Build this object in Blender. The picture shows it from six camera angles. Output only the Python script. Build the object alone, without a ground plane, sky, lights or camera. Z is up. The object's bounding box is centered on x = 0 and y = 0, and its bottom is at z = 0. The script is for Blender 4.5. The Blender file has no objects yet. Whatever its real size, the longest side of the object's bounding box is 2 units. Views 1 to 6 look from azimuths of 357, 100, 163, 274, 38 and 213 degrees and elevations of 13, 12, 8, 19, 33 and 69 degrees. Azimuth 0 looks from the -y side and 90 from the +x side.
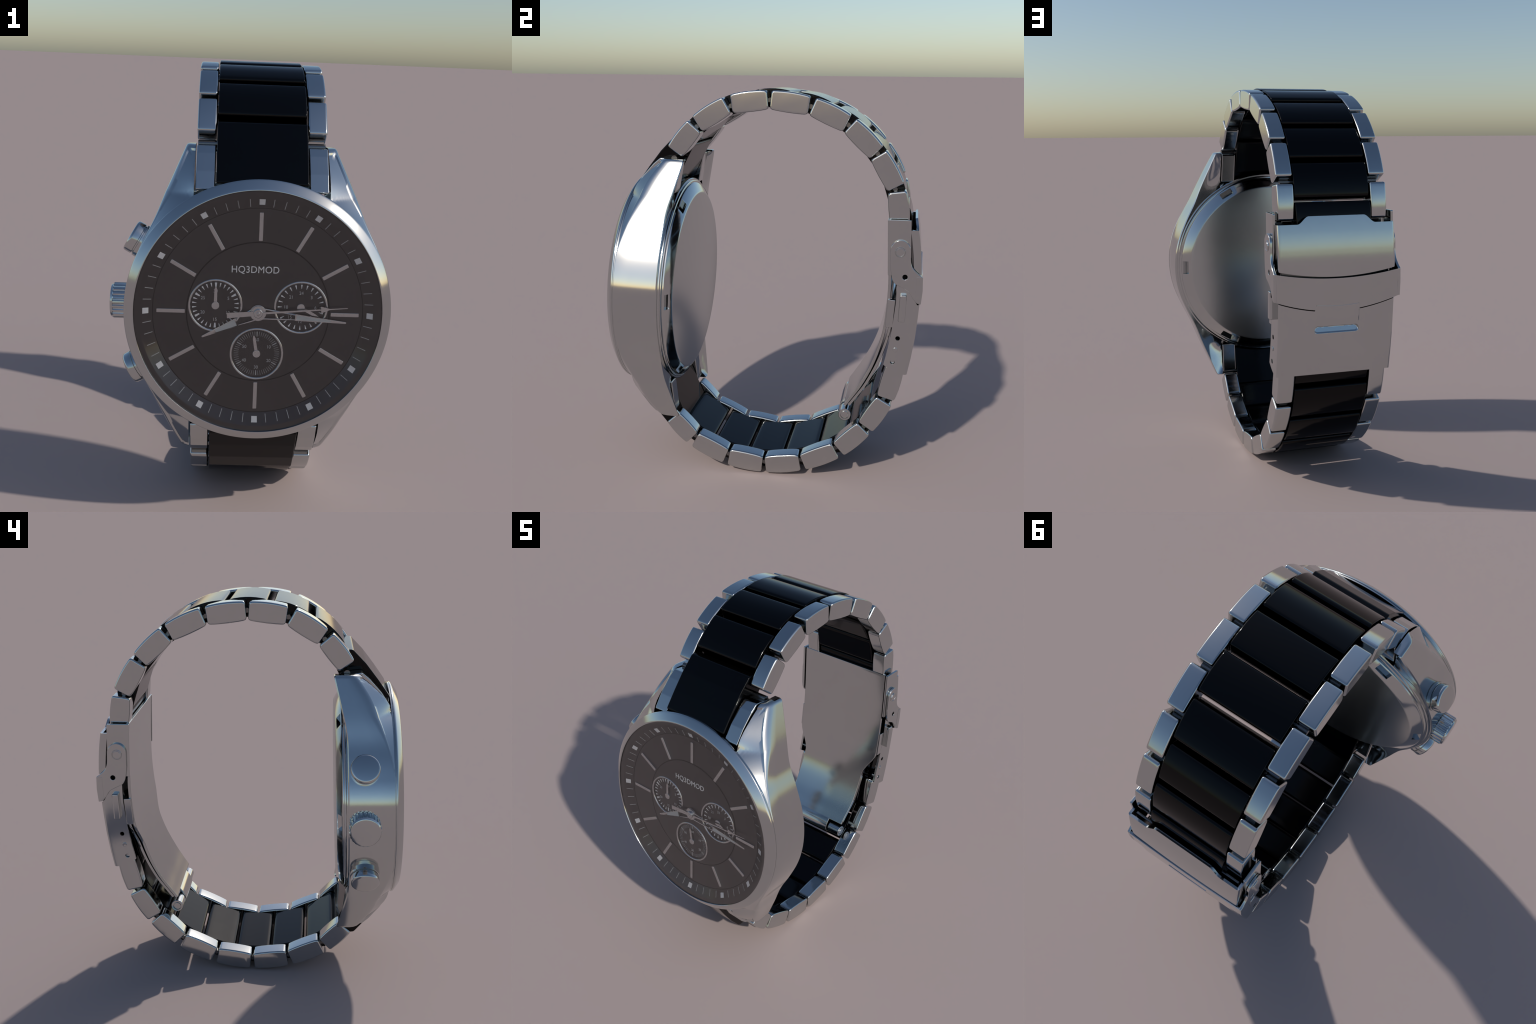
import bpy, bmesh, math
from mathutils import Vector, Matrix

# ---------------------------------------------------------------- frame
CX, CZ = 0.034, 0.982          # axis of the watch head (it runs along y)
HW = 0.275                     # half width of the bracelet
BW = 0.192                     # half width of the black centre links
DIAL_Y = -0.716


# ---------------------------------------------------------------- materials
def principled(name, base, metallic=0.0, rough=0.2, ior=1.5, grain=0.0, scale=40.0, tint=0.0):
    m = bpy.data.materials.new(name)
    m.use_nodes = True
    nt = m.node_tree
    b = nt.nodes["Principled BSDF"]
    b.inputs["Base Color"].default_value = (*base, 1)
    b.inputs["Metallic"].default_value = metallic
    b.inputs["Roughness"].default_value = rough
    b.inputs["IOR"].default_value = ior
    tc = nt.nodes.new("ShaderNodeTexCoord")
    n = nt.nodes.new("ShaderNodeTexNoise")
    n.inputs["Scale"].default_value = scale
    n.inputs["Detail"].default_value = 4
    nt.links.new(tc.outputs["Object"], n.inputs["Vector"])
    r = nt.nodes.new("ShaderNodeMapRange")          # faint smudges in the polish
    r.inputs["To Min"].default_value = max(0.0, rough - grain)
    r.inputs["To Max"].default_value = rough + grain
    nt.links.new(n.outputs["Fac"], r.inputs["Value"])
    nt.links.new(r.outputs["Result"], b.inputs["Roughness"])
    if tint:
        ramp = nt.nodes.new("ShaderNodeValToRGB")
        ramp.color_ramp.elements[0].position = 0.3
        ramp.color_ramp.elements[1].position = 0.7
        ramp.color_ramp.elements[0].color = (*[c * (1 - tint) for c in base], 1)
        ramp.color_ramp.elements[1].color = (*[min(1, c * (1 + tint)) for c in base], 1)
        nt.links.new(n.outputs["Fac"], ramp.inputs["Fac"])
        nt.links.new(ramp.outputs["Color"], b.inputs["Base Color"])
    return m


STEEL = principled("polished_steel", (0.55, 0.57, 0.565), 1.0, 0.105, grain=0.015, scale=6, tint=0.015)
SATIN = principled("satin_steel", (0.55, 0.57, 0.565), 1.0, 0.25, grain=0.01, scale=4, tint=0.01)
BLACK = principled("black_ceramic", (0.0004, 0.0004, 0.0005), 0.0, 0.1, ior=1.31, grain=0.02, scale=12)
DARK = principled("dark_hinge_steel", (0.2, 0.2, 0.2), 1.0, 0.2, grain=0.02)
DIAL = principled("dial_lacquer", (0.006, 0.0055, 0.0055), 0.0, 0.25, grain=0.03, scale=30)
RING = principled("chapter_ring_lacquer", (0.007, 0.0065, 0.0065), 0.0, 0.12, grain=0.02, scale=30)
APPLIED = principled("applied_marker_steel", (0.48, 0.49, 0.49), 1.0, 0.15, grain=0.02)
PRINT = principled("white_print", (0.78, 0.78, 0.79), 0.0, 0.5, grain=0.02)
FAINT = principled("grey_print", (0.42, 0.42, 0.425), 0.0, 0.5, grain=0.02)
DIM = principled("dim_print", (0.22, 0.22, 0.225), 0.0, 0.5, grain=0.02)
LUME = principled("lume_paint", (0.42, 0.44, 0.45), 0.0, 0.5, grain=0.02)
GROOVE = principled("dark_groove", (0.002, 0.002, 0.002), 0.0, 0.6, ior=1.1)


def crystal_material():
    m = principled("mineral_crystal", (1, 1, 1), 0.0, 0.0, ior=1.45)
    b = m.node_tree.nodes["Principled BSDF"]
    b.inputs["Transmission Weight"].default_value = 1.0
    return m


CRYSTAL = crystal_material()

# ---------------------------------------------------------------- helpers
ROOT = bpy.data.objects.new("wristwatch", None)
bpy.context.scene.collection.objects.link(ROOT)
ROOT["label"] = "steel chronograph wristwatch with black centre links standing upright"
ROOT["category"] = "wristwatch"


# the watch head leans back a little: its top stands nearer the clasp
HEAD = Matrix.Translation((0, -.6, CZ)) @ Matrix.Rotation(-.035, 4, "X") @ Matrix.Translation((0, .6, -CZ))
frame = HEAD


def link_obj(name, mesh, parent=ROOT, mat=None, matrix=None):
    ob = bpy.data.objects.new(name, mesh)
    bpy.context.scene.collection.objects.link(ob)
    ob.parent = parent
    if mat and not mesh.materials:
        mesh.materials.append(mat)
    if matrix is not None:
        ob.matrix_basis = matrix
    if parent is ROOT:
        ob.matrix_basis = frame @ ob.matrix_basis
    return ob


def smooth(mesh, angle=35):
    for p in mesh.polygons:
        p.use_smooth = True
    mesh.set_sharp_from_angle(angle=math.radians(angle))
    return mesh


def finish(bm, bevel=0.0, segs=3, angle=35, mods=()):
    """bmesh -> mesh, with bevel and weighted normals baked in"""
    bmesh.ops.remove_doubles(bm, verts=bm.verts, dist=1e-6)
    bmesh.ops.recalc_face_normals(bm, faces=bm.faces)
    me = bpy.data.meshes.new("part")
    bm.to_mesh(me)
    bm.free()
    for p in me.polygons:
        p.use_smooth = True
    if not bevel and not mods:
        return smooth(me, angle)
    ob = bpy.data.objects.new("tmp", me)
    bpy.context.scene.collection.objects.link(ob)
    for kind, props in mods:
        md = ob.modifiers.new(kind, kind)
        for k, v in props.items():
            setattr(md, k, v)
    if bevel:
        md = ob.modifiers.new("Bevel", "BEVEL")
        md.width, md.segments, md.limit_method = bevel, segs, "ANGLE"
        md.angle_limit = math.radians(angle)
        md.use_clamp_overlap = True
        md.miter_outer = "MITER_ARC"
        wn = ob.modifiers.new("WN", "WEIGHTED_NORMAL")
        wn.keep_sharp = True
    dg = bpy.context.evaluated_depsgraph_get()
    dg.update()
    res = bpy.data.meshes.new_from_object(ob.evaluated_get(dg))
    bpy.data.objects.remove(ob)
    if not bevel:
        smooth(res, angle)
    return res


def interp(table, x):
    if x <= table[0][0]:
        return table[0][1]
    for (a, ya), (b, yb) in zip(table, table[1:]):
        if x <= b:
            return ya + (yb - ya) * (x - a) / (b - a)
    return table[-1][1]


def soft(table, x, w=.03):
    """table value averaged over a small window, so that no kink shows"""
    n = 9
    return sum(interp(table, x + w * (2 * k / (n - 1) - 1)) for k in range(n)) / n


def smoothstep(a, b, x):
    t = min(1, max(0, (x - a) / (b - a)))
    return t * t * (3 - 2 * t)


def catmull(pts, n=8):
    out = []
    P = [pts[0]] + list(pts) + [pts[-1]]
    for i in range(1, len(P) - 2):
        for k in range(n):
            t = k / n
            q = []
            for d in range(2):
                a, b, c, e = P[i - 1][d], P[i][d], P[i + 1][d], P[i + 2][d]
                q.append(0.5 * (2 * b + (c - a) * t + (2 * a - 5 * b + 4 * c - e) * t * t + (3 * b - a - 3 * c + e) * t ** 3))
            out.append(tuple(q))
    return out + [tuple(pts[-1])]


def rounded(poly, radii, n=5):
    """polygon with rounded corners; radii one number or one per corner"""
    N = len(poly)
    if not hasattr(radii, "__len__"):
        radii = [radii] * N
    out = []
    for i in range(N):
        p = Vector(poly[i])
        a = Vector(poly[i - 1]) - p
        b = Vector(poly[(i + 1) % N]) - p
        r = radii[i]
        if r <= 0:
            out.append(tuple(p))
            continue
        ang = a.angle(b)
        d = min(r / math.tan(ang / 2), a.length * 0.49, b.length * 0.49)
        s, e = p + a.normalized() * d, p + b.normalized() * d
        for k in range(n + 1):
            t = k / n
            out.append(tuple((1 - t) ** 2 * s + 2 * t * (1 - t) * p + t * t * e))
    return out


def prism(bm, poly, lo, hi, axes="yzx"):
    """polygon in the plane of the first two axes, extruded along the third"""
    idx = ["xyz".index(c) for c in axes]

    def at(p, w):
        v = [0, 0, 0]
        v[idx[0]], v[idx[1]], v[idx[2]] = p[0], p[1], w
        return bm.verts.new(v)

    A = [at(p, lo) for p in poly]
    B = [at(p, hi) for p in poly]
    n = len(poly)
    bm.faces.new(A)
    bm.faces.new(B[::-1])
    for i in range(n):
        bm.faces.new((A[i], B[i], B[(i + 1) % n], A[(i + 1) % n]))


def prism_mesh(poly, lo, hi, axes="yzx", bevel=0.004, segs=3, angle=35):
    bm = bmesh.new()
    prism(bm, poly, lo, hi, axes)
    return finish(bm, bevel, segs, angle)


def lathe_into(bm, prof, seg=128, centre=(CX, 0, CZ), axis="y", closed=True):
    """prof: (radius, height along axis)"""
    rings = []
    for r, h in prof:
        if r < 1e-6:
            v = (centre[0], h, centre[2]) if axis == "y" else (h, centre[1], centre[2])
            rings.append([bm.verts.new(v)])
            continue
        ring = []
        for k in range(seg):
            a = 2 * math.pi * k / seg
            c, s = r * math.cos(a), r * math.sin(a)
            v = (centre[0] + c, h, centre[2] + s) if axis == "y" else (h, centre[1] + c, centre[2] + s)
            ring.append(bm.verts.new(v))
        rings.append(ring)
    pairs = list(zip(rings, rings[1:])) + ([(rings[-1], rings[0])] if closed else [])
    for A, B in pairs:
        if len(A) == 1 and len(B) == 1:
            continue
        for k in range(seg):
            k2 = (k + 1) % seg
            vs = [A[0]] if len(A) == 1 else [A[k], A[k2]]
            vs += [B[0]] if len(B) == 1 else [B[k2], B[k]]
            bm.faces.new(vs)


def lathe_mesh(prof, seg=128, centre=(CX, 0, CZ), axis="y", closed=True, angle=35):
    bm = bmesh.new()
    lathe_into(bm, prof, seg, centre, axis, closed)
    return finish(bm, angle=angle)


def boolean(me, cutters, angle=35, bevel=0.0):
    ob = bpy.data.objects.new("tmp", me)
    bpy.context.scene.collection.objects.link(ob)
    tmp = []
    for c in cutters:
        co = bpy.data.objects.new("cut", c)
        bpy.context.scene.collection.objects.link(co)
        md = ob.modifiers.new("b", "BOOLEAN")
        md.operation, md.object, md.solver = "DIFFERENCE", co, "EXACT"
        tmp.append(co)
    if bevel:
        bv = ob.modifiers.new("bevel", "BEVEL")
        bv.width, bv.segments, bv.limit_method, bv.angle_limit = bevel, 2, "ANGLE", math.radians(30)
        ob.modifiers.new("wn", "WEIGHTED_NORMAL").keep_sharp = True
    dg = bpy.context.evaluated_depsgraph_get()
    dg.update()
    res = bpy.data.meshes.new_from_object(ob.evaluated_get(dg))
    for o in [ob] + tmp:
        bpy.data.objects.remove(o)
    return res if bevel else smooth(res, angle)


# ---------------------------------------------------------------- case with four lugs
R_CASE = 0.557
TIP = (0.318, 0.676)
T_ANG = math.atan2(TIP[1], TIP[0]) - math.acos(R_CASE / math.hypot(*TIP))
INNER_FRONT = [(0, -.716), (.47, -.715), (.52, -.706), (.55, -.686), (.59, -.648), (.64, -.593), (.662, -.566), (.676, -.54)]
OUTER_FRONT = [(0, -.716), (.22, -.716), (.27, -.705), (.32, -.687), (.39, -.662), (.46, -.637), (.57, -.588), (.655, -.535), (.676, -.517)]
LUG_BACK = [(0, -.495), (.38, -.495), (.44, -.489), (.52, -.471), (.676, -.436)]


def outline(theta):
    t = abs(math.atan2(abs(math.sin(theta)), abs(math.cos(theta))))
    if t <= T_ANG:
        return R_CASE
    line = R_CASE / math.cos(t - T_ANG)
    top = TIP[1] / math.sin(t)
    k = 0.012
    h = min(1, max(0, 0.5 + 0.5 * (top - line) / k))
    r = top * (1 - h) + line * h - k * h * (1 - h)
    return r - 0.006 * math.sin(math.pi * smoothstep(T_ANG, T_ANG + 0.62, t)) ** 2


def line_x(dz):
    """outer edge of the lug at height dz"""
    n = (math.cos(T_ANG), math.sin(T_ANG))
    return (R_CASE - n[1] * dz) / n[0]


def front_y(x, z):
    dz, ax = abs(z), abs(x)
    xi = max(HW, math.sqrt(max(0, .552 ** 2 - dz * dz)))
    xo = max(line_x(dz), xi + 0.004)
    f = min(1, max(0, (ax - xi) / (xo - xi)))
    return soft(INNER_FRONT, dz) * (1 - f) + soft(OUTER_FRONT, dz) * f


def back_y(x, z):
    """rear of the case; behind each lug it is hollowed towards the bracelet"""
    dz, ax = abs(z), abs(x)
    xo = max(line_x(dz), HW + .02)
    f = min(1, max(0, (xo - .012 - ax) / (xo - .012 - HW)))
    return soft(LUG_BACK, dz) - .026 * smoothstep(0, 1, f) * smoothstep(.42, .54, dz)


def case_mesh():
    bm = bmesh.new()
    N = 720
    secs = []
    for i in range(N):
        th = 2 * math.pi * (i + .5) / N
        c, s = math.cos(th), math.sin(th)
        ro = outline(th)
        dz = abs(ro * s)
        cr = 0.004 + 0.024 * smoothstep(0.0, 0.1, ro - R_CASE)
        pts = [(.50, -.700), (.545, -.714)]
        r1 = ro - cr
        for k in range(9):
            r = .552 + (r1 - .552) * k / 8
            pts.append((r, front_y(r * c, r * s)))
        ye = front_y(ro * c, ro * s)
        y1 = pts[-1][1]
        yb = soft(LUG_BACK, dz)
        for k in range(1, 5):
            a = math.pi / 2 * k / 4
            pts.append((r1 + cr * math.sin(a), y1 + (ye + cr * .9 - y1) * (1 - math.cos(a))))
        ys = pts[-1][1]
        for k in range(1, 4):
            pts.append((ro, ys + (yb - .005 - ys) * k / 3))
        pts.append((ro - .005, yb))
        rb = min(ro - .010, .545)
        for k in range(1, 7):
            r = ro - .006 + (rb - ro + .006) * k / 6
            pts.append((r, back_y(r * c, r * s)))
        pts.append((.50, -.485))
        secs.append([bm.verts.new((CX + r * c, y, CZ + r * s)) for r, y in pts])
    n = len(secs[0])
    for i in range(N):
        A, B = secs[i], secs[(i + 1) % N]
        for k in range(n):
            bm.faces.new((A[k], A[(k + 1) % n], B[(k + 1) % n], B[k]))
    me = finish(bm, angle=40)
    cutters = []
    for sgn in (1, -1):
        cut = bmesh.new()
        w, r0 = HW + .004, .532
        a0 = math.asin(w / r0)
        arc = [(CX + r0 * math.sin(a0 - 2 * a0 * k / 24), CZ + sgn * r0 * math.cos(a0 - 2 * a0 * k / 24)) for k in range(25)]
        poly = [(CX - w, CZ + sgn * .8), (CX + w, CZ + sgn * .8)] + arc
        prism(cut, poly, -.9, -.3, "xzy")
        cutters.append(finish(cut))
    return boolean(me, cutters, 32)


link_obj("case", case_mesh(), mat=STEEL)

# ---------------------------------------------------------------- bezel, crystal, case back
bezel = [(.5550, -.7190), (.5562, -.7202), (.5566, -.7225), (.5563, -.7255), (.5553, -.7278), (.5535, -.7300)]
for k in range(1, 9):          # gently convex flank, about 37 degrees
    a = math.radians(40 - 6 * k / 8)
    bezel.append((bezel[-1][0] - .0044, bezel[-1][1] - .0044 * math.tan(a)))
bezel += [(.5163, bezel[-1][1] - .0006), (.5145, bezel[-1][1] - .0006), (.5133, bezel[-1][1] + .001)]
link_obj("bezel", lathe_mesh([(.505, -.700), (.554, -.712), (.5540, -.7185)] + bezel + [(.5130, -.750), (.5125, -.735), (.5125, -.705)], 192, angle=50), mat=STEEL)

glass_prof = [(0, -.7535), (.30, -.7535), (.510, -.7535), (.5125, -.752), (.5125, -.7475), (.30, -.7475), (0, -.7475)]
link_obj("crystal", lathe_mesh(glass_prof, 128, closed=False, angle=12), mat=CRYSTAL)

back_prof = [(0, -.438), (.465, -.438), (.472, -.4395), (.478, -.443), (.518, -.467), (.522, -.471), (.5225, -.477), (.530, -.478), (.5335, -.480),
             (.534, -.485), (.541, -.485), (.545, -.488), (.545, -.505), (0, -.505)]
notches = []
for k in range(6):
    a = math.pi / 3 * k
    cut = bmesh.new()
    r0, r1, hw = .4845, .5165, .038
    M = Matrix.Translation((CX, 0, CZ)) @ Matrix.Rotation(-a, 4, "Y")
    prism(cut, [(r0, -hw), (r1, -hw), (r1, hw), (r0, hw)], -.4705, -.42, "xzy")
    bmesh.ops.transform(cut, matrix=M, verts=cut.verts)
    notches.append(finish(cut))
back = boolean(lathe_mesh(back_prof, 160, closed=False, angle=30), notches, 30)
back.materials.append(STEEL)
back.materials.append(SATIN)
for p in back.polygons:
    c = p.center
    if math.hypot(c.x - CX, c.z - CZ) < .471 and abs(p.normal.y) > .9:
        p.material_index = 1
link_obj("case_back", back)

# ---------------------------------------------------------------- dial
dial_prof = [(0, DIAL_Y - .002), (.294, DIAL_Y - .002), (.2955, DIAL_Y + .002), (.2985, DIAL_Y + .002), (.300, DIAL_Y), (.44, DIAL_Y), (.44, DIAL_Y + .01), (0, DIAL_Y + .01)]
dial_me = lathe_mesh(dial_prof, 160, closed=False, angle=20)
SUB = [(-.178, .026, 30, 5, ["30", "5", "10", "15", "20", "25"], .061),
       (.178, .026, 24, 3, ["24", "3", "6", "9", "12", "15", "18", "21"], .061),
       (0, -.179, 60, 10, ["60", "10", "20", "30", "40", "50"], .060)]
cuts = []
for sx, sz, *_ in SUB:
    c = bmesh.new()
    lathe_into(c, [(0, DIAL_Y - .02), (.104, DIAL_Y - .02), (.104, DIAL_Y + .003), (0, DIAL_Y + .003)], 96, (CX + sx, 0, CZ + sz), closed=False)
    cuts.append(finish(c))
dial = link_obj("dial", boolean(dial_me, cuts, 20), mat=DIAL)


for r0, r1, y in ((.2952, .2988, DIAL_Y - .0024), (.4365, .4400, DIAL_Y - .0006)):
    link_obj("dial_line", lathe_mesh([(r0, y), (r1, y), (r1, y + .003), (r0, y + .003)], 160), dial, GROOVE)


def cone_y(r):
    return -.7190 - (r - .44) / .05 * .024


ring = [(.4395, -.70), (.4395, -.7185), (.441, cone_y(.441)), (.490, cone_y(.490)), (.4915, -.7440), (.516, -.7455), (.516, -.70)]
chapter = link_obj("chapter_ring", lathe_mesh(ring, 192, angle=20), mat=RING)


def polar_patch(bm, r0, r1, ang, w0, w1, y_of, lift=.0009, cx=0.0, cz=0.0):
    """small raised bar along the radius, ang clockwise from twelve"""
    d = Vector((math.sin(ang), math.cos(ang)))
    t = Vector((d.y, -d.x))
    top, low = [], []
    for r, s, w in ((r0, -1, w0), (r1, -1, w1), (r1, 1, w1), (r0, 1, w0)):
        p = d * r + t * (s * w / 2)
        y = y_of(r)
        top.append(bm.verts.new((CX + cx + p.x, y - lift, CZ + cz + p.y)))
        low.append(bm.verts.new((CX + cx + p.x, y + .0006, CZ + cz + p.y)))
    bm.faces.new(top)
    bm.faces.new(low[::-1])
    for i in range(4):
        bm.faces.new((top[i], low[i], low[(i + 1) % 4], top[(i + 1) % 4]))


def flat(r):
    return DIAL_Y


for k in range(12):
    bm = bmesh.new()
    polar_patch(bm, .4535, .4775, math.pi / 6 * k, .0235, .0245, cone_y, .0015)
    link_obj("minute_marker", finish(bm), chapter, PRINT)
bm = bmesh.new()
for k in range(60):
    if k % 5:
        polar_patch(bm, .4455, .479, math.pi / 30 * k, .0026, .0026, cone_y)
ob = link_obj("minute_track", finish(bm), chapter, FAINT)
ob["kind"] = "stuff"

bar_bm = bmesh.new()
polar_patch(bar_bm, .3035, .4215, 0, .0165, .0165, flat, .007)
bmesh.ops.translate(bar_bm, vec=(-CX, 0, -CZ), verts=bar_bm.verts)
bar_me = finish(bar_bm, .0012, 2)
for k in range(12):
    M = Matrix.Translation((CX, 0, CZ)) @ Matrix.Rotation(math.pi / 6 * k, 4, "Y")
    link_obj("hour_marker", bar_me, dial, APPLIED, M)


def text_mesh(body, size, sx=1.0, extrude=.0006, width=None, spacing=1.0, offset=0.0):
    cu = bpy.data.curves.new("txt", "FONT")
    cu.body, cu.size, cu.extrude = body, size, extrude
    cu.align_x, cu.align_y = "CENTER", "CENTER"
    cu.space_character = spacing
    cu.offset = offset
    ob = bpy.data.objects.new("tmp", cu)
    bpy.context.scene.collection.objects.link(ob)
    dg = bpy.context.evaluated_depsgraph_get()
    dg.update()
    me = bpy.data.meshes.new_from_object(ob.evaluated_get(dg))
    bpy.data.objects.remove(ob)
    xs = [v.co.x for v in me.vertices]
    if width:
        sx = width / (max(xs) - min(xs))
    mid = (max(xs) + min(xs)) / 2
    ys = [v.co.y for v in me.vertices]
    midy = (max(ys) + min(ys)) / 2
    for v in me.vertices:
        v.co = ((v.co.x - mid) * sx, -v.co.z, v.co.y - (midy if not width else 0))
    return me


link_obj("lettering", text_mesh("HQ3DMOD", .0405, width=.196, spacing=1.05), dial, PRINT,
         Matrix.Translation((CX - .017, DIAL_Y - .0032, CZ + .181)))

for sx, sz, count, major, labels, nr in SUB:
    c = (CX + sx, 0, CZ + sz)
    tor = []
    for k in range(16):
        a = 2 * math.pi * k / 16
        tor.append((.1085 + .0056 * math.cos(a), DIAL_Y - .002 - .0052 * math.sin(a)))
    sub = link_obj("subdial", lathe_mesh(tor, 96, c, angle=60), dial, APPLIED)
    fy = lambda r: DIAL_Y + .003
    bm, bm2 = bmesh.new(), bmesh.new()
    for k in range(count):
        a = 2 * math.pi * k / count
        big = k % major == 0
        if count == 60:
            polar_patch(bm2 if not big else bm, .074 if big else .076, .0955, a, .003 if big else .0018, .0045 if big else .0028, fy, cx=sx, cz=sz)
        elif count == 30:
            polar_patch(bm, .076 if big else .079, .0965, a, .005 if big else .001, .0095 if big else .0065, fy, cx=sx, cz=sz)
        else:
            polar_patch(bm, .079, .0965, a, .001, .0065, fy, cx=sx, cz=sz)
    ob = link_obj("subdial_track", finish(bm), sub, FAINT if count == 60 else PRINT)
    ob["kind"] = "stuff"
    if len(bm2.verts):
        ob = link_obj("subdial_track", finish(bm2), sub, DIM)
        ob["kind"] = "stuff"
    else:
        bm2.free()
    for k, s in enumerate(labels):
        a = 2 * math.pi * k / len(labels)
        link_obj("numeral", text_mesh(s, .0195, sx=.95), sub, FAINT,
                 Matrix.Translation((CX + sx + nr * math.sin(a), DIAL_Y + .0022, CZ + sz + nr * math.cos(a))))


# ---------------------------------------------------------------- hands
def hand_matrix(angle_from_three, y):
    return Matrix.Translation((CX, y, CZ)) @ Matrix.Rotation(-math.radians(angle_from_three), 4, "Y")


def skeleton_hand(name, length, cross, base_w, cross_w, lume_end, angle, y, hub):
    """two rails from the hub to a cross bar, then a solid tapering blade"""
    bm = bmesh.new()
    t = .0035

    def half(r):
        if r < cross:
            return base_w / 2 + (cross_w - base_w) / 2 * r / cross
        return cross_w / 2 + (.0035 - cross_w / 2) * (r - cross) / (length - cross)

    rail = .0052
    for s in (1, -1):
        p = [(.01, s * half(.01)), (cross, s * half(cross)), (cross, s * (half(cross) - rail)), (.01, s * (half(.01) - rail))]
        prism(bm, p, y_lo, y_lo + t, "xzy") if False else prism(bm, p, 0, t, "xzy")
    tip = [(length - .004 + .004 * math.cos(a), .0038 * math.sin(a)) for a in (-1.3, -.65, 0, .65, 1.3)]
    prism(bm, [(cross, half(cross)), (cross, -half(cross))] + tip, 0, t, "xzy")
    ringp = [(hub * math.cos(2 * math.pi * k / 40), hub * math.sin(2 * math.pi * k / 40)) for k in range(40)]
    prism(bm, ringp, -.0004, t, "xzy")
    ob = link_obj(name, finish(bm, .0008, 2), ROOT, APPLIED, hand_matrix(angle, y))
    bm = bmesh.new()
    a, b = cross + .006, lume_end
    prism(bm, [(a, half(a) - .0035), (a, -half(a) + .0035), (b, -half(b) + .003), (b, half(b) - .003)], -.0006, .001, "xzy")
    link_obj("lume_inlay", finish(bm), ob, LUME)
    return ob


y_lo = 0
skeleton_hand("hour_hand", .256, .096, .056, .036, .193, 205.0, -.7270, .034)
skeleton_hand("minute_hand", .371, .155, .050, .027, .305, -5.0, -.7315, .031)
bm = bmesh.new()
t = .003
prism(bm, [(-.130, .0115), (-.130, -.0115), (-.02, -.0095), (-.02, .0095)], 0, t, "xzy")
prism(bm, [(-.02, .0045), (-.02, -.0045), (.27, -.0026), (.373, -.0014), (.373, .0014), (.27, .0026)], 0, t, "xzy")
prism(bm, [(.262, .0145), (.262, -.0145), (.300, -.002), (.300, .002)], -.0003, t - .0003, "xzy")
lathe_into(bm, [(0, -.0050), (.017, -.0050), (.019, -.0035), (.0195, t + .004), (0, t + .004)], 40, (0, 0, 0), closed=False)
second = link_obj("second_hand", finish(bm), ROOT, APPLIED, hand_matrix(5.0, -.7360))
link_obj("hand_pinion", lathe_mesh([(0, -.7430), (.006, -.7430), (.0075, -.7418), (.0075, DIAL_Y), (0, DIAL_Y)], 24, closed=False), ROOT, APPLIED)

for (sx, sz, *_), ang, ln in zip(SUB, (90, -28, 100), (.081, .088, .081)):
    bm = bmesh.new()
    lathe_into(bm, [(0, -.0022), (.0155, -.0022), (.0165, -.0012), (.0165, .006), (0, .006)], 32, (0, 0, 0), closed=False)
    prism(bm, [(0, .0068), (0, -.0068), (.045, -.0062), (.068, -.0058), (ln - .003, -.003), (ln, 0), (ln - .003, .003), (.068, .0058), (.045, .0062)], -.0008, .0012, "xzy")
    link_obj("small_hand", finish(bm), ROOT, APPLIED,
             Matrix.Translation((CX + sx, DIAL_Y - .0035, CZ + sz)) @ Matrix.Rotation(-math.radians(ang), 4, "Y"))

# ---------------------------------------------------------------- crown and pushers
bm = bmesh.new()
CY = -.572
teeth, sub = 24, 10
prof = [(0, -.591), (.064, -.591), (.069, -.589), (.072, -.585), (.073, -.5815), (.0745, -.580), (.077, -.577), (.077, -.526), (.072, -.520), (.045, -.518), (.045, -.50), (0, -.50)]
rings = []
for j, (r, x) in enumerate(prof):
    if r == 0:
        rings.append([bm.verts.new((x, CY, CZ))])
        continue
    ring = []
    for k in range(teeth * sub):
        a = 2 * math.pi * k / (teeth * sub)
        cut = .005 * smoothstep(-.3, .6, math.cos(a * teeth)) if 6 <= j <= 7 else 0
        ring.append(bm.verts.new((x, CY + (r - cut) * math.cos(a), CZ + (r - cut) * math.sin(a))))
    rings.append(ring)
n = teeth * sub
for A, B in zip(rings, rings[1:]):
    for k in range(n):
        vs = ([A[0]] if len(A) == 1 else [A[k], A[(k + 1) % n]]) + ([B[0]] if len(B) == 1 else [B[(k + 1) % n], B[k]])
        bm.faces.new(vs)
link_obj("crown", finish(bm, angle=30), mat=STEEL)

pusher_prof = [(0, .083), (.056, .083), (.063, .0815), (.068, .0775), (.0695, .071), (.0695, .046), (.068, .0445), (.0645, .044), (.0645, .039),
               (.068, .0385), (.072, .037), (.072, -.03), (0, -.03)]
push_me = lathe_mesh(pusher_prof, 64, (0, 0, 0), axis="x", closed=False, angle=40)
for s in (1, -1):
    a = math.radians(180 - s * 29.5)
    M = Matrix.Translation((CX + .538 * math.cos(math.radians(180 - s * 28.5)), -.575, CZ - .009 + .538 * math.sin(math.radians(180 - s * 28.5)))) @ Matrix.Rotation(-a, 4, "Y")
    link_obj("pusher", push_me, mat=STEEL, matrix=M)

# ---------------------------------------------------------------- bracelet
frame = Matrix.Identity(4)
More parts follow.
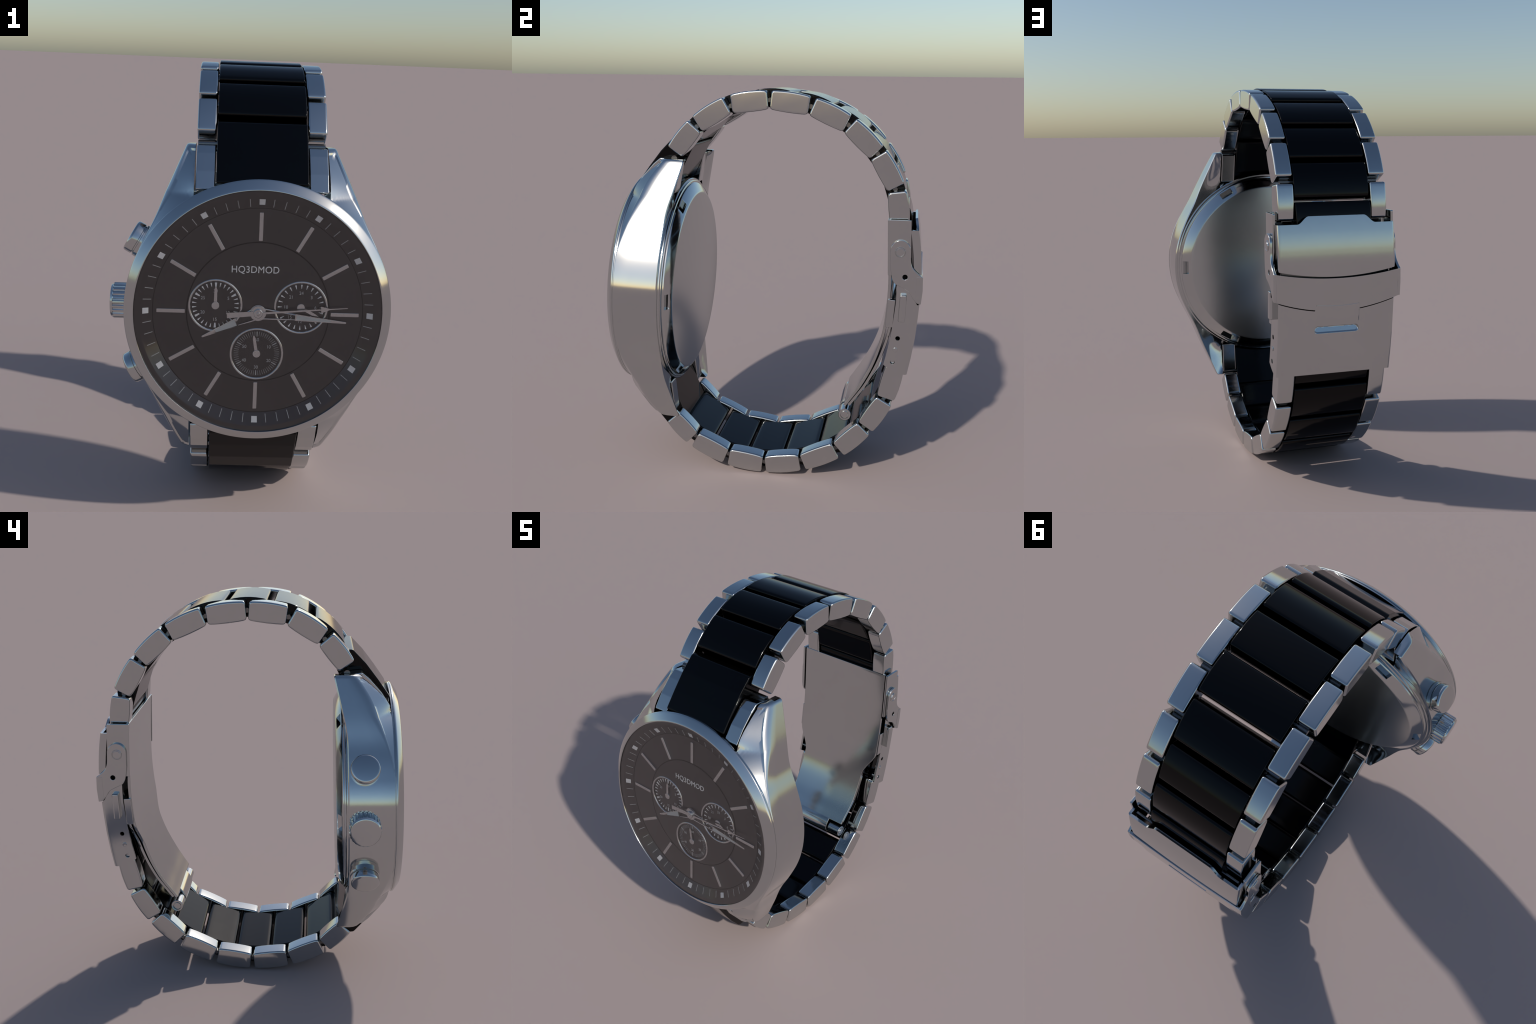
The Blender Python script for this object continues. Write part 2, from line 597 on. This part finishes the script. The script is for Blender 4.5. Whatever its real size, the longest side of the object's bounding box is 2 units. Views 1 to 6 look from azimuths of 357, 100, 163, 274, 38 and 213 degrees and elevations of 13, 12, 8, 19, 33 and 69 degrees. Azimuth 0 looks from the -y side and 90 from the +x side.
# inner joints (y, z) of the steel side links, from the lugs to the clasp
UPPER = [(-.440, 1.658), (-.336, 1.787), (-.183, 1.881), (.000, 1.902), (.190, 1.878), (.360, 1.800), (.492, 1.674), (.582, 1.519), (.601, 1.345)]
LOWER = [(-.473, .310), (-.367, .200), (-.197, .121), (-.013, .096), (.173, .123), (.346, .204), (.474, .330), (.565, .480), (.608, .655)]
# how far each black link stands off the chord between its neighbours
UPPER_RISE = [.014, .012, .012, .012, .007, -.002, .001, .010]
LOWER_RISE = [.018, .013, .012, .012, .012, .010, .008, -.010]
THICK = .097


def side_profile(length, thick, taper, bulge, corner, inner_bulge=.0):
    h, o = length / 2, length / 2 - taper
    pts = [(-h, 0)]
    pts = [(-h, .0), (-o, thick - bulge)]
    n = 7
    arc = [(-o + 2 * o * k / n, thick - bulge + bulge * (1 - (2 * k / n - 1) ** 2)) for k in range(1, n)]
    pts += arc + [(o, thick - bulge), (h, 0)]
    pts += [(h - 2 * h * k / 4, -inner_bulge * (1 - (2 * k / 4 - 1) ** 2)) for k in range(1, 4)]
    rad = [corner] * 2 + [0] * len(arc) + [corner] * 2 + [0] * 3
    return rounded(pts, rad, 4)


def pose(p, q, x, outward):
    """matrix with local x along the band, local z outward, local y across"""
    d = Vector((0, q[0] - p[0], q[1] - p[1])).normalized()
    n = Vector((0, -d.z, d.y))
    if n.dot(Vector((0, outward[0], outward[1]))) < 0:
        n = -n
    c = n.cross(d)
    m = Vector((x, (p[0] + q[0]) / 2, (p[1] + q[1]) / 2))
    return Matrix(((d.x, c.x, n.x, m.x), (d.y, c.y, n.y, m.y), (d.z, c.z, n.z, m.z), (0, 0, 0, 1)))


def band(joints, rise):
    for i in range(len(joints) - 1):
        p, q = joints[i], joints[i + 1]
        L = math.dist(p, q) - .004
        out = ((p[0] + q[0]) / 2 + .0, (p[1] + q[1]) / 2 - CZ)
        me = prism_mesh(side_profile(L, THICK, -.002, .007, .019, .004), -.041, .041, "xzy", .009, 3, 45)
        for s in (1, -1):
            ob = link_obj("side_link", me, mat=STEEL, matrix=pose(p, q, CX + s * (HW - .041), out))
    # black centre links bridge the joints
    for i in range(1, len(joints)):
        p, m = joints[i - 1], joints[i]
        q = joints[i + 1] if i + 1 < len(joints) else (2 * m[0] - p[0], 2 * m[1] - p[1])
        f = .62 if i == 1 else .5          # the first one reaches over to the end piece
        a = (p[0] * f + m[0] * (1 - f), p[1] * f + m[1] * (1 - f))
        b = ((q[0] + m[0]) / 2, (q[1] + m[1]) / 2)
        L = math.dist(a, b) + .001
        M = pose(a, b, CX, (m[0], m[1] - CZ))
        me = prism_mesh(side_profile(L, .098, .001, .012, .024, -.002), -BW + .003, BW - .003, "xzy", .006, 3, 45)
        ob = link_obj("centre_link", me, mat=BLACK, matrix=M @ Matrix.Translation((0, 0, rise[i - 1])))
        # pin through the joint of the side links
        pin = bmesh.new()
        lathe_into(pin, [(0, -HW + .03), (.011, -HW + .03), (.011, HW - .03), (0, HW - .03)], 16, (0, 0, 0), axis="y", closed=False)
        link_obj("link_pin", finish(pin, angle=30), mat=DARK, matrix=M @ Matrix.Translation((0, 0, .055)))


band(UPPER, UPPER_RISE)
band(LOWER, LOWER_RISE)

frame = HEAD
# end pieces between the lugs (upper one mirrored for the lower side)
for sgn in (1, -1):
    zz = lambda d: CZ + sgn * d
    steel = [(-.712, .500), (-.665, .576), (-.607, .645), (-.572, .676), (-.465, .668), (-.490, .500)]
    rad = [.01, .05, .05, .02, .012, .012]
    poly = rounded([(y, zz(d)) for y, d in steel], rad, 4)
    me = prism_mesh(poly, -.0395, .0395, "yzx", .008, 3, 45)
    for s in (1, -1):
        link_obj("end_link", me, mat=STEEL, matrix=Matrix.Translation((CX + s * (HW - .0415), 0, 0)))
    black = [(-.715, .530), (-.655, .620), (-.595, .703), (-.532, .772 if sgn > 0 else .775), (-.495, .775 if sgn > 0 else .779), (-.421, .742), (-.460, .66), (-.520, .530)]
    poly = rounded([(y, zz(d)) for y, d in black], [.01, .09, .09, .02, .012, .012, .05, .01], 5)
    me = prism_mesh(poly, CX - BW + .003, CX + BW - .003, "yzx", .006, 3, 45)
    link_obj("end_link", me, mat=BLACK)
    pin = bmesh.new()
    lathe_into(pin, [(0, CX - HW + .004), (.015, CX - HW + .004), (.015, CX + HW - .004), (0, CX + HW - .004)], 16, (0, -.500, zz(.676)), axis="x", closed=False)
    link_obj("link_pin", finish(pin, angle=30), mat=DARK)


# ---------------------------------------------------------------- folding clasp
frame = Matrix.Identity(4)
def strip(path, thick, width):
    """sheet that follows a path in (y, z); its half width may change with height"""
    P = [Vector(p) for p in path]
    bm = bmesh.new()
    loops = []
    for i, p in enumerate(P):
        t = (P[min(i + 1, len(P) - 1)] - P[max(i - 1, 0)]).normalized()
        n = Vector((-t.y, t.x)) * thick / 2
        w = width(p.y)
        loops.append([bm.verts.new((CX + sx * w, p.x + k * n.x, p.y + k * n.y)) for sx, k in ((-1, 1), (1, 1), (1, -1), (-1, -1))])
    bm.faces.new(loops[0])
    bm.faces.new(loops[-1])
    for A, B in zip(loops, loops[1:]):
        for k in range(4):
            bm.faces.new((A[k], A[(k + 1) % 4], B[(k + 1) % 4], B[k]))
    return finish(bm, .0025, 2, 45)


def shell(hw, corner, wall, top, bottom, y_of, thick, nz=40, dent=None, bevel=.0025, crown=0.0, nx=72):
    """pressed sheet: a front across the width and two walls bent inwards.
    wall(z), top(u), bottom(u), y_of(z); u runs -1..1 across, beyond that on the walls"""
    path = []
    for k in range(5):
        path.append((-1, 1 - k / 5, hw, None))
    for k in range(6):
        a = math.pi / 2 * k / 5
        path.append((0, 0, hw - corner + corner * math.cos(a), -corner * (1 - math.sin(a))))
    for k in range(1, nx):
        path.append((0, 0, (hw - corner) * (1 - 2 * k / nx), 0.0))
    for k in range(6):
        a = math.pi / 2 * k / 5
        path.append((0, 0, -(hw - corner) - corner * math.sin(a), -corner * (1 - math.cos(a))))
    for k in range(1, 6):
        path.append((1, k / 5, -hw, None))
    bm = bmesh.new()
    grid = []
    for side, w, x, dy in path:
        zt, zb = top(x, w), bottom(x, w)
        col = []
        for j in range(nz + 1):
            z = zt + (zb - zt) * j / nz
            y = y_of(z) + crown * (1 - (x / hw) ** 2)
            if dy is None:
                y += -corner - (wall(z) - corner) * w
            else:
                y += dy
                if dent:
                    y += dent(x, z)
            col.append(bm.verts.new((CX + x, y, z)))
        grid.append(col)
    for A, B in zip(grid, grid[1:]):
        for j in range(nz):
            bm.faces.new((A[j], B[j], B[j + 1], A[j + 1]))
    bmesh.ops.recalc_face_normals(bm, faces=bm.faces)
    mid = grid[len(grid) // 2][nz // 2]
    if mid.link_faces[0].normal.y < 0:
        bmesh.ops.reverse_faces(bm, faces=bm.faces)
    me = bpy.data.meshes.new("part")
    bm.to_mesh(me)
    bm.free()
    for p in me.polygons:
        p.use_smooth = True
    ob = bpy.data.objects.new("tmp", me)
    bpy.context.scene.collection.objects.link(ob)
    sd = ob.modifiers.new("s", "SOLIDIFY")
    sd.thickness, sd.offset = thick, -1
    bv = ob.modifiers.new("b", "BEVEL")
    bv.width, bv.segments, bv.limit_method, bv.angle_limit = bevel, 2, "ANGLE", math.radians(50)
    ob.modifiers.new("w", "WEIGHTED_NORMAL").keep_sharp = True
    dg = bpy.context.evaluated_depsgraph_get()
    dg.update()
    res = bpy.data.meshes.new_from_object(ob.evaluated_get(dg))
    bpy.data.objects.remove(ob)
    return res


clasp = bpy.data.objects.new("clasp", None)
bpy.context.scene.collection.objects.link(clasp)
clasp.parent = ROOT

# inner blades
def blade_width(z):
    return .204 + .014 * smoothstep(.38, .55, z) + .066 * smoothstep(.70, .86, z)


blade = catmull([(.597, 1.392), (.603, 1.26), (.608, 1.12), (.607, 1.00), (.595, .86), (.570, .735), (.530, .615), (.478, .510), (.427, .430), (.400, .390)], 5)
link_obj("clasp_blade", strip(blade, .015, blade_width), clasp, STEEL)
link_obj("hinge_tab", strip(catmull([(.402, .396), (.382, .370), (.370, .338), (.378, .312), (.402, .302), (.424, .314)], 5), .012, lambda z: .112), clasp, STEEL)
blade2 = catmull([(.628, .99), (.619, .86), (.596, .740), (.557, .625), (.503, .515), (.449, .432), (.420, .390)], 5)
link_obj("clasp_blade", strip(blade2, .015, lambda z: blade_width(z) - .004), clasp, STEEL)
# side cheeks of the upper blade
cheek = rounded([(.588, 1.391), (.700, 1.391), (.706, 1.21), (.690, 1.125), (.598, 1.118)], [.004, .006, .02, .02, .004])
for s in (1, -1):
    link_obj("clasp_cheek", prism_mesh(cheek, CX + s * .2975 - .0065, CX + s * .2975 + .0065, "yzx", .002, 2), clasp, STEEL)
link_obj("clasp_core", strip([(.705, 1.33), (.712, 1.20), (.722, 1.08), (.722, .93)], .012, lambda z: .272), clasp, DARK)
# cover plate
link_obj("clasp_cover", shell(.294, .012, lambda z: .038,
                              lambda x, w: 1.341 + .037 * (1 - smoothstep(.138, .195, abs(x))) - .0 * w,
                              lambda x, w: 1.126 - .034 * (1 - (x / .294) ** 2),
                              lambda z: soft([(1.00, .7645), (1.16, .7595), (1.26, .751), (1.341, .7385), (1.48, .712)], z, .04), .012), clasp, STEEL)
# safety flap with its two arms
link_obj("safety_flap", shell(.319, .010, lambda z: .030,
                              lambda x, w: 1.118 - .033 * (1 - (x / .319) ** 2),
                              lambda x, w: .988 - .060 * (1 - (x / .319) ** 2) + .02 * w,
                              lambda z: interp([(.92, .757), (1.05, .765), (1.12, .767)], z), .012), clasp, STEEL)
lobe = [(.655 - .048 * math.cos(math.radians(a)), 1.246 + .050 * math.sin(math.radians(a))) for a in range(0, 171, 10)]
arm = lobe + catmull([(.704, 1.225), (.707, 1.19), (.718, 1.160), (.742, 1.135), (.766, 1.118)], 4) + [(.768, 1.051), (.762, .984)]
arm += catmull([(.742, .988), (.722, 1.012), (.700, 1.045), (.665, 1.065), (.632, 1.083), (.617, 1.115), (.609, 1.17)], 4)


def disc(y, z, x0, x1, r, seg=24):
    b = bmesh.new()
    lathe_into(b, [(0, x0), (r, x0), (r, x1), (0, x1)], seg, (0, y, z), axis="x", closed=False)
    return finish(b, .0015, 2)


for s in (1, -1):
    cutter = disc(.681, 1.116, CX + s * .313 - .03, CX + s * .313 + .03, .0125)
    raw = bmesh.new()
    prism(raw, arm, CX + s * .3115 - .0065, CX + s * .3115 + .0065)
    arm_me = boolean(finish(raw), [cutter], bevel=.002)
    link_obj("safety_arm", arm_me, clasp, STEEL)
    bm = bmesh.new()
    lathe_into(bm, [(.019, CX + s * .30), (.026, CX + s * .30), (.0265, CX + s * .3195), (.0255, CX + s * .321), (.0235, CX + s * .321), (.0225, CX + s * .3195), (.019, CX + s * .3195)], 32, (0, .654, 1.238), axis="x", closed=True)
    lathe_into(bm, [(0, CX + s * .30), (.0195, CX + s * .30), (.0195, CX + s * .3205), (.0185, CX + s * .3215), (0, CX + s * .3215)], 32, (0, .654, 1.238), axis="x", closed=False)
    link_obj("rivet", finish(bm, angle=30), clasp, STEEL)


# fold-over cover
def fold_dent(x, z):
    """stamped capsule groove and the step of the tab above it"""
    px = max(abs(x - .001) - .095, 0)
    d = math.hypot(px, z - .836)
    g = -(.003 + .013 * (z - .818) / .034) * (1 - smoothstep(.0115, .0185, d))
    tab = .006 * (1 - smoothstep(.106, .114, abs(x - .001))) * smoothstep(.846, .90, z)
    return g + tab


def fold_top(x, w):
    edge = .972 - .050 * (1 - (x / .289) ** 2)
    return edge + .03 * (1 - smoothstep(.108, .114, abs(x))) + .115 * smoothstep(.05, .45, w)


fold = shell(.292, .012, lambda z: interp([(.615, .114), (.66, .126), (.85, .118), (.99, .114)], z),
             fold_top, lambda x, w: .611 + .045 * w * w,
             lambda z: interp([(.61, .710), (.70, .727), (.80, .742), (.90, .751), (.98, .757)], z), .012, nz=200, dent=fold_dent, nx=220)
holes = [disc(.658, .798, CX - .4, CX + .4, .0115), disc(.637, .674, CX - .4, CX + .4, .0115)]
link_obj("clasp_fold", boolean(fold, holes, 30), clasp, STEEL)
for s in (1, -1):
    link_obj("spring_bar", disc(.648, .738, CX + s * .26, CX + s * .2955, .0115), clasp, STEEL)
    link_obj("spring_bar", disc(.637, .674, CX + s * .25, CX + s * .282, .0105), clasp, STEEL)
    latch = rounded([(.661, 1.026), (.694, 1.026), (.689, .888), (.655, .889)], .008)
    link_obj("clasp_latch", prism_mesh(latch, CX + s * .300 - .018, CX + s * .300 + .018, "yzx", .006, 3), clasp, STEEL)
    clip = rounded([(.603, .995), (.640, .992), (.630, .852), (.594, .852)], .004)
    link_obj("clasp_clip", prism_mesh(clip, CX + s * .281 - .012, CX + s * .281 + .012, "yzx", .003, 2), clasp, STEEL)
    # hinge barrel at the end of the blades
    x1, x0 = CX + s * .203, CX + s * .122
    bm = bmesh.new()
    lathe_into(bm, [(0, x0), (.030, x0), (.033, x0 + s * .002), (.033, x1 - s * .002), (.031, x1), (.023, x1), (.022, x1 - s * .006), (0, x1 - s * .006)], 32, (0, .401, .338), axis="x", closed=False)
    hinge = link_obj("hinge_barrel", finish(bm, angle=30), clasp, STEEL)
    link_obj("hinge_pin", disc(.401, .338, x1 - s * .02, x1 + s * .001, .019), hinge, STEEL)
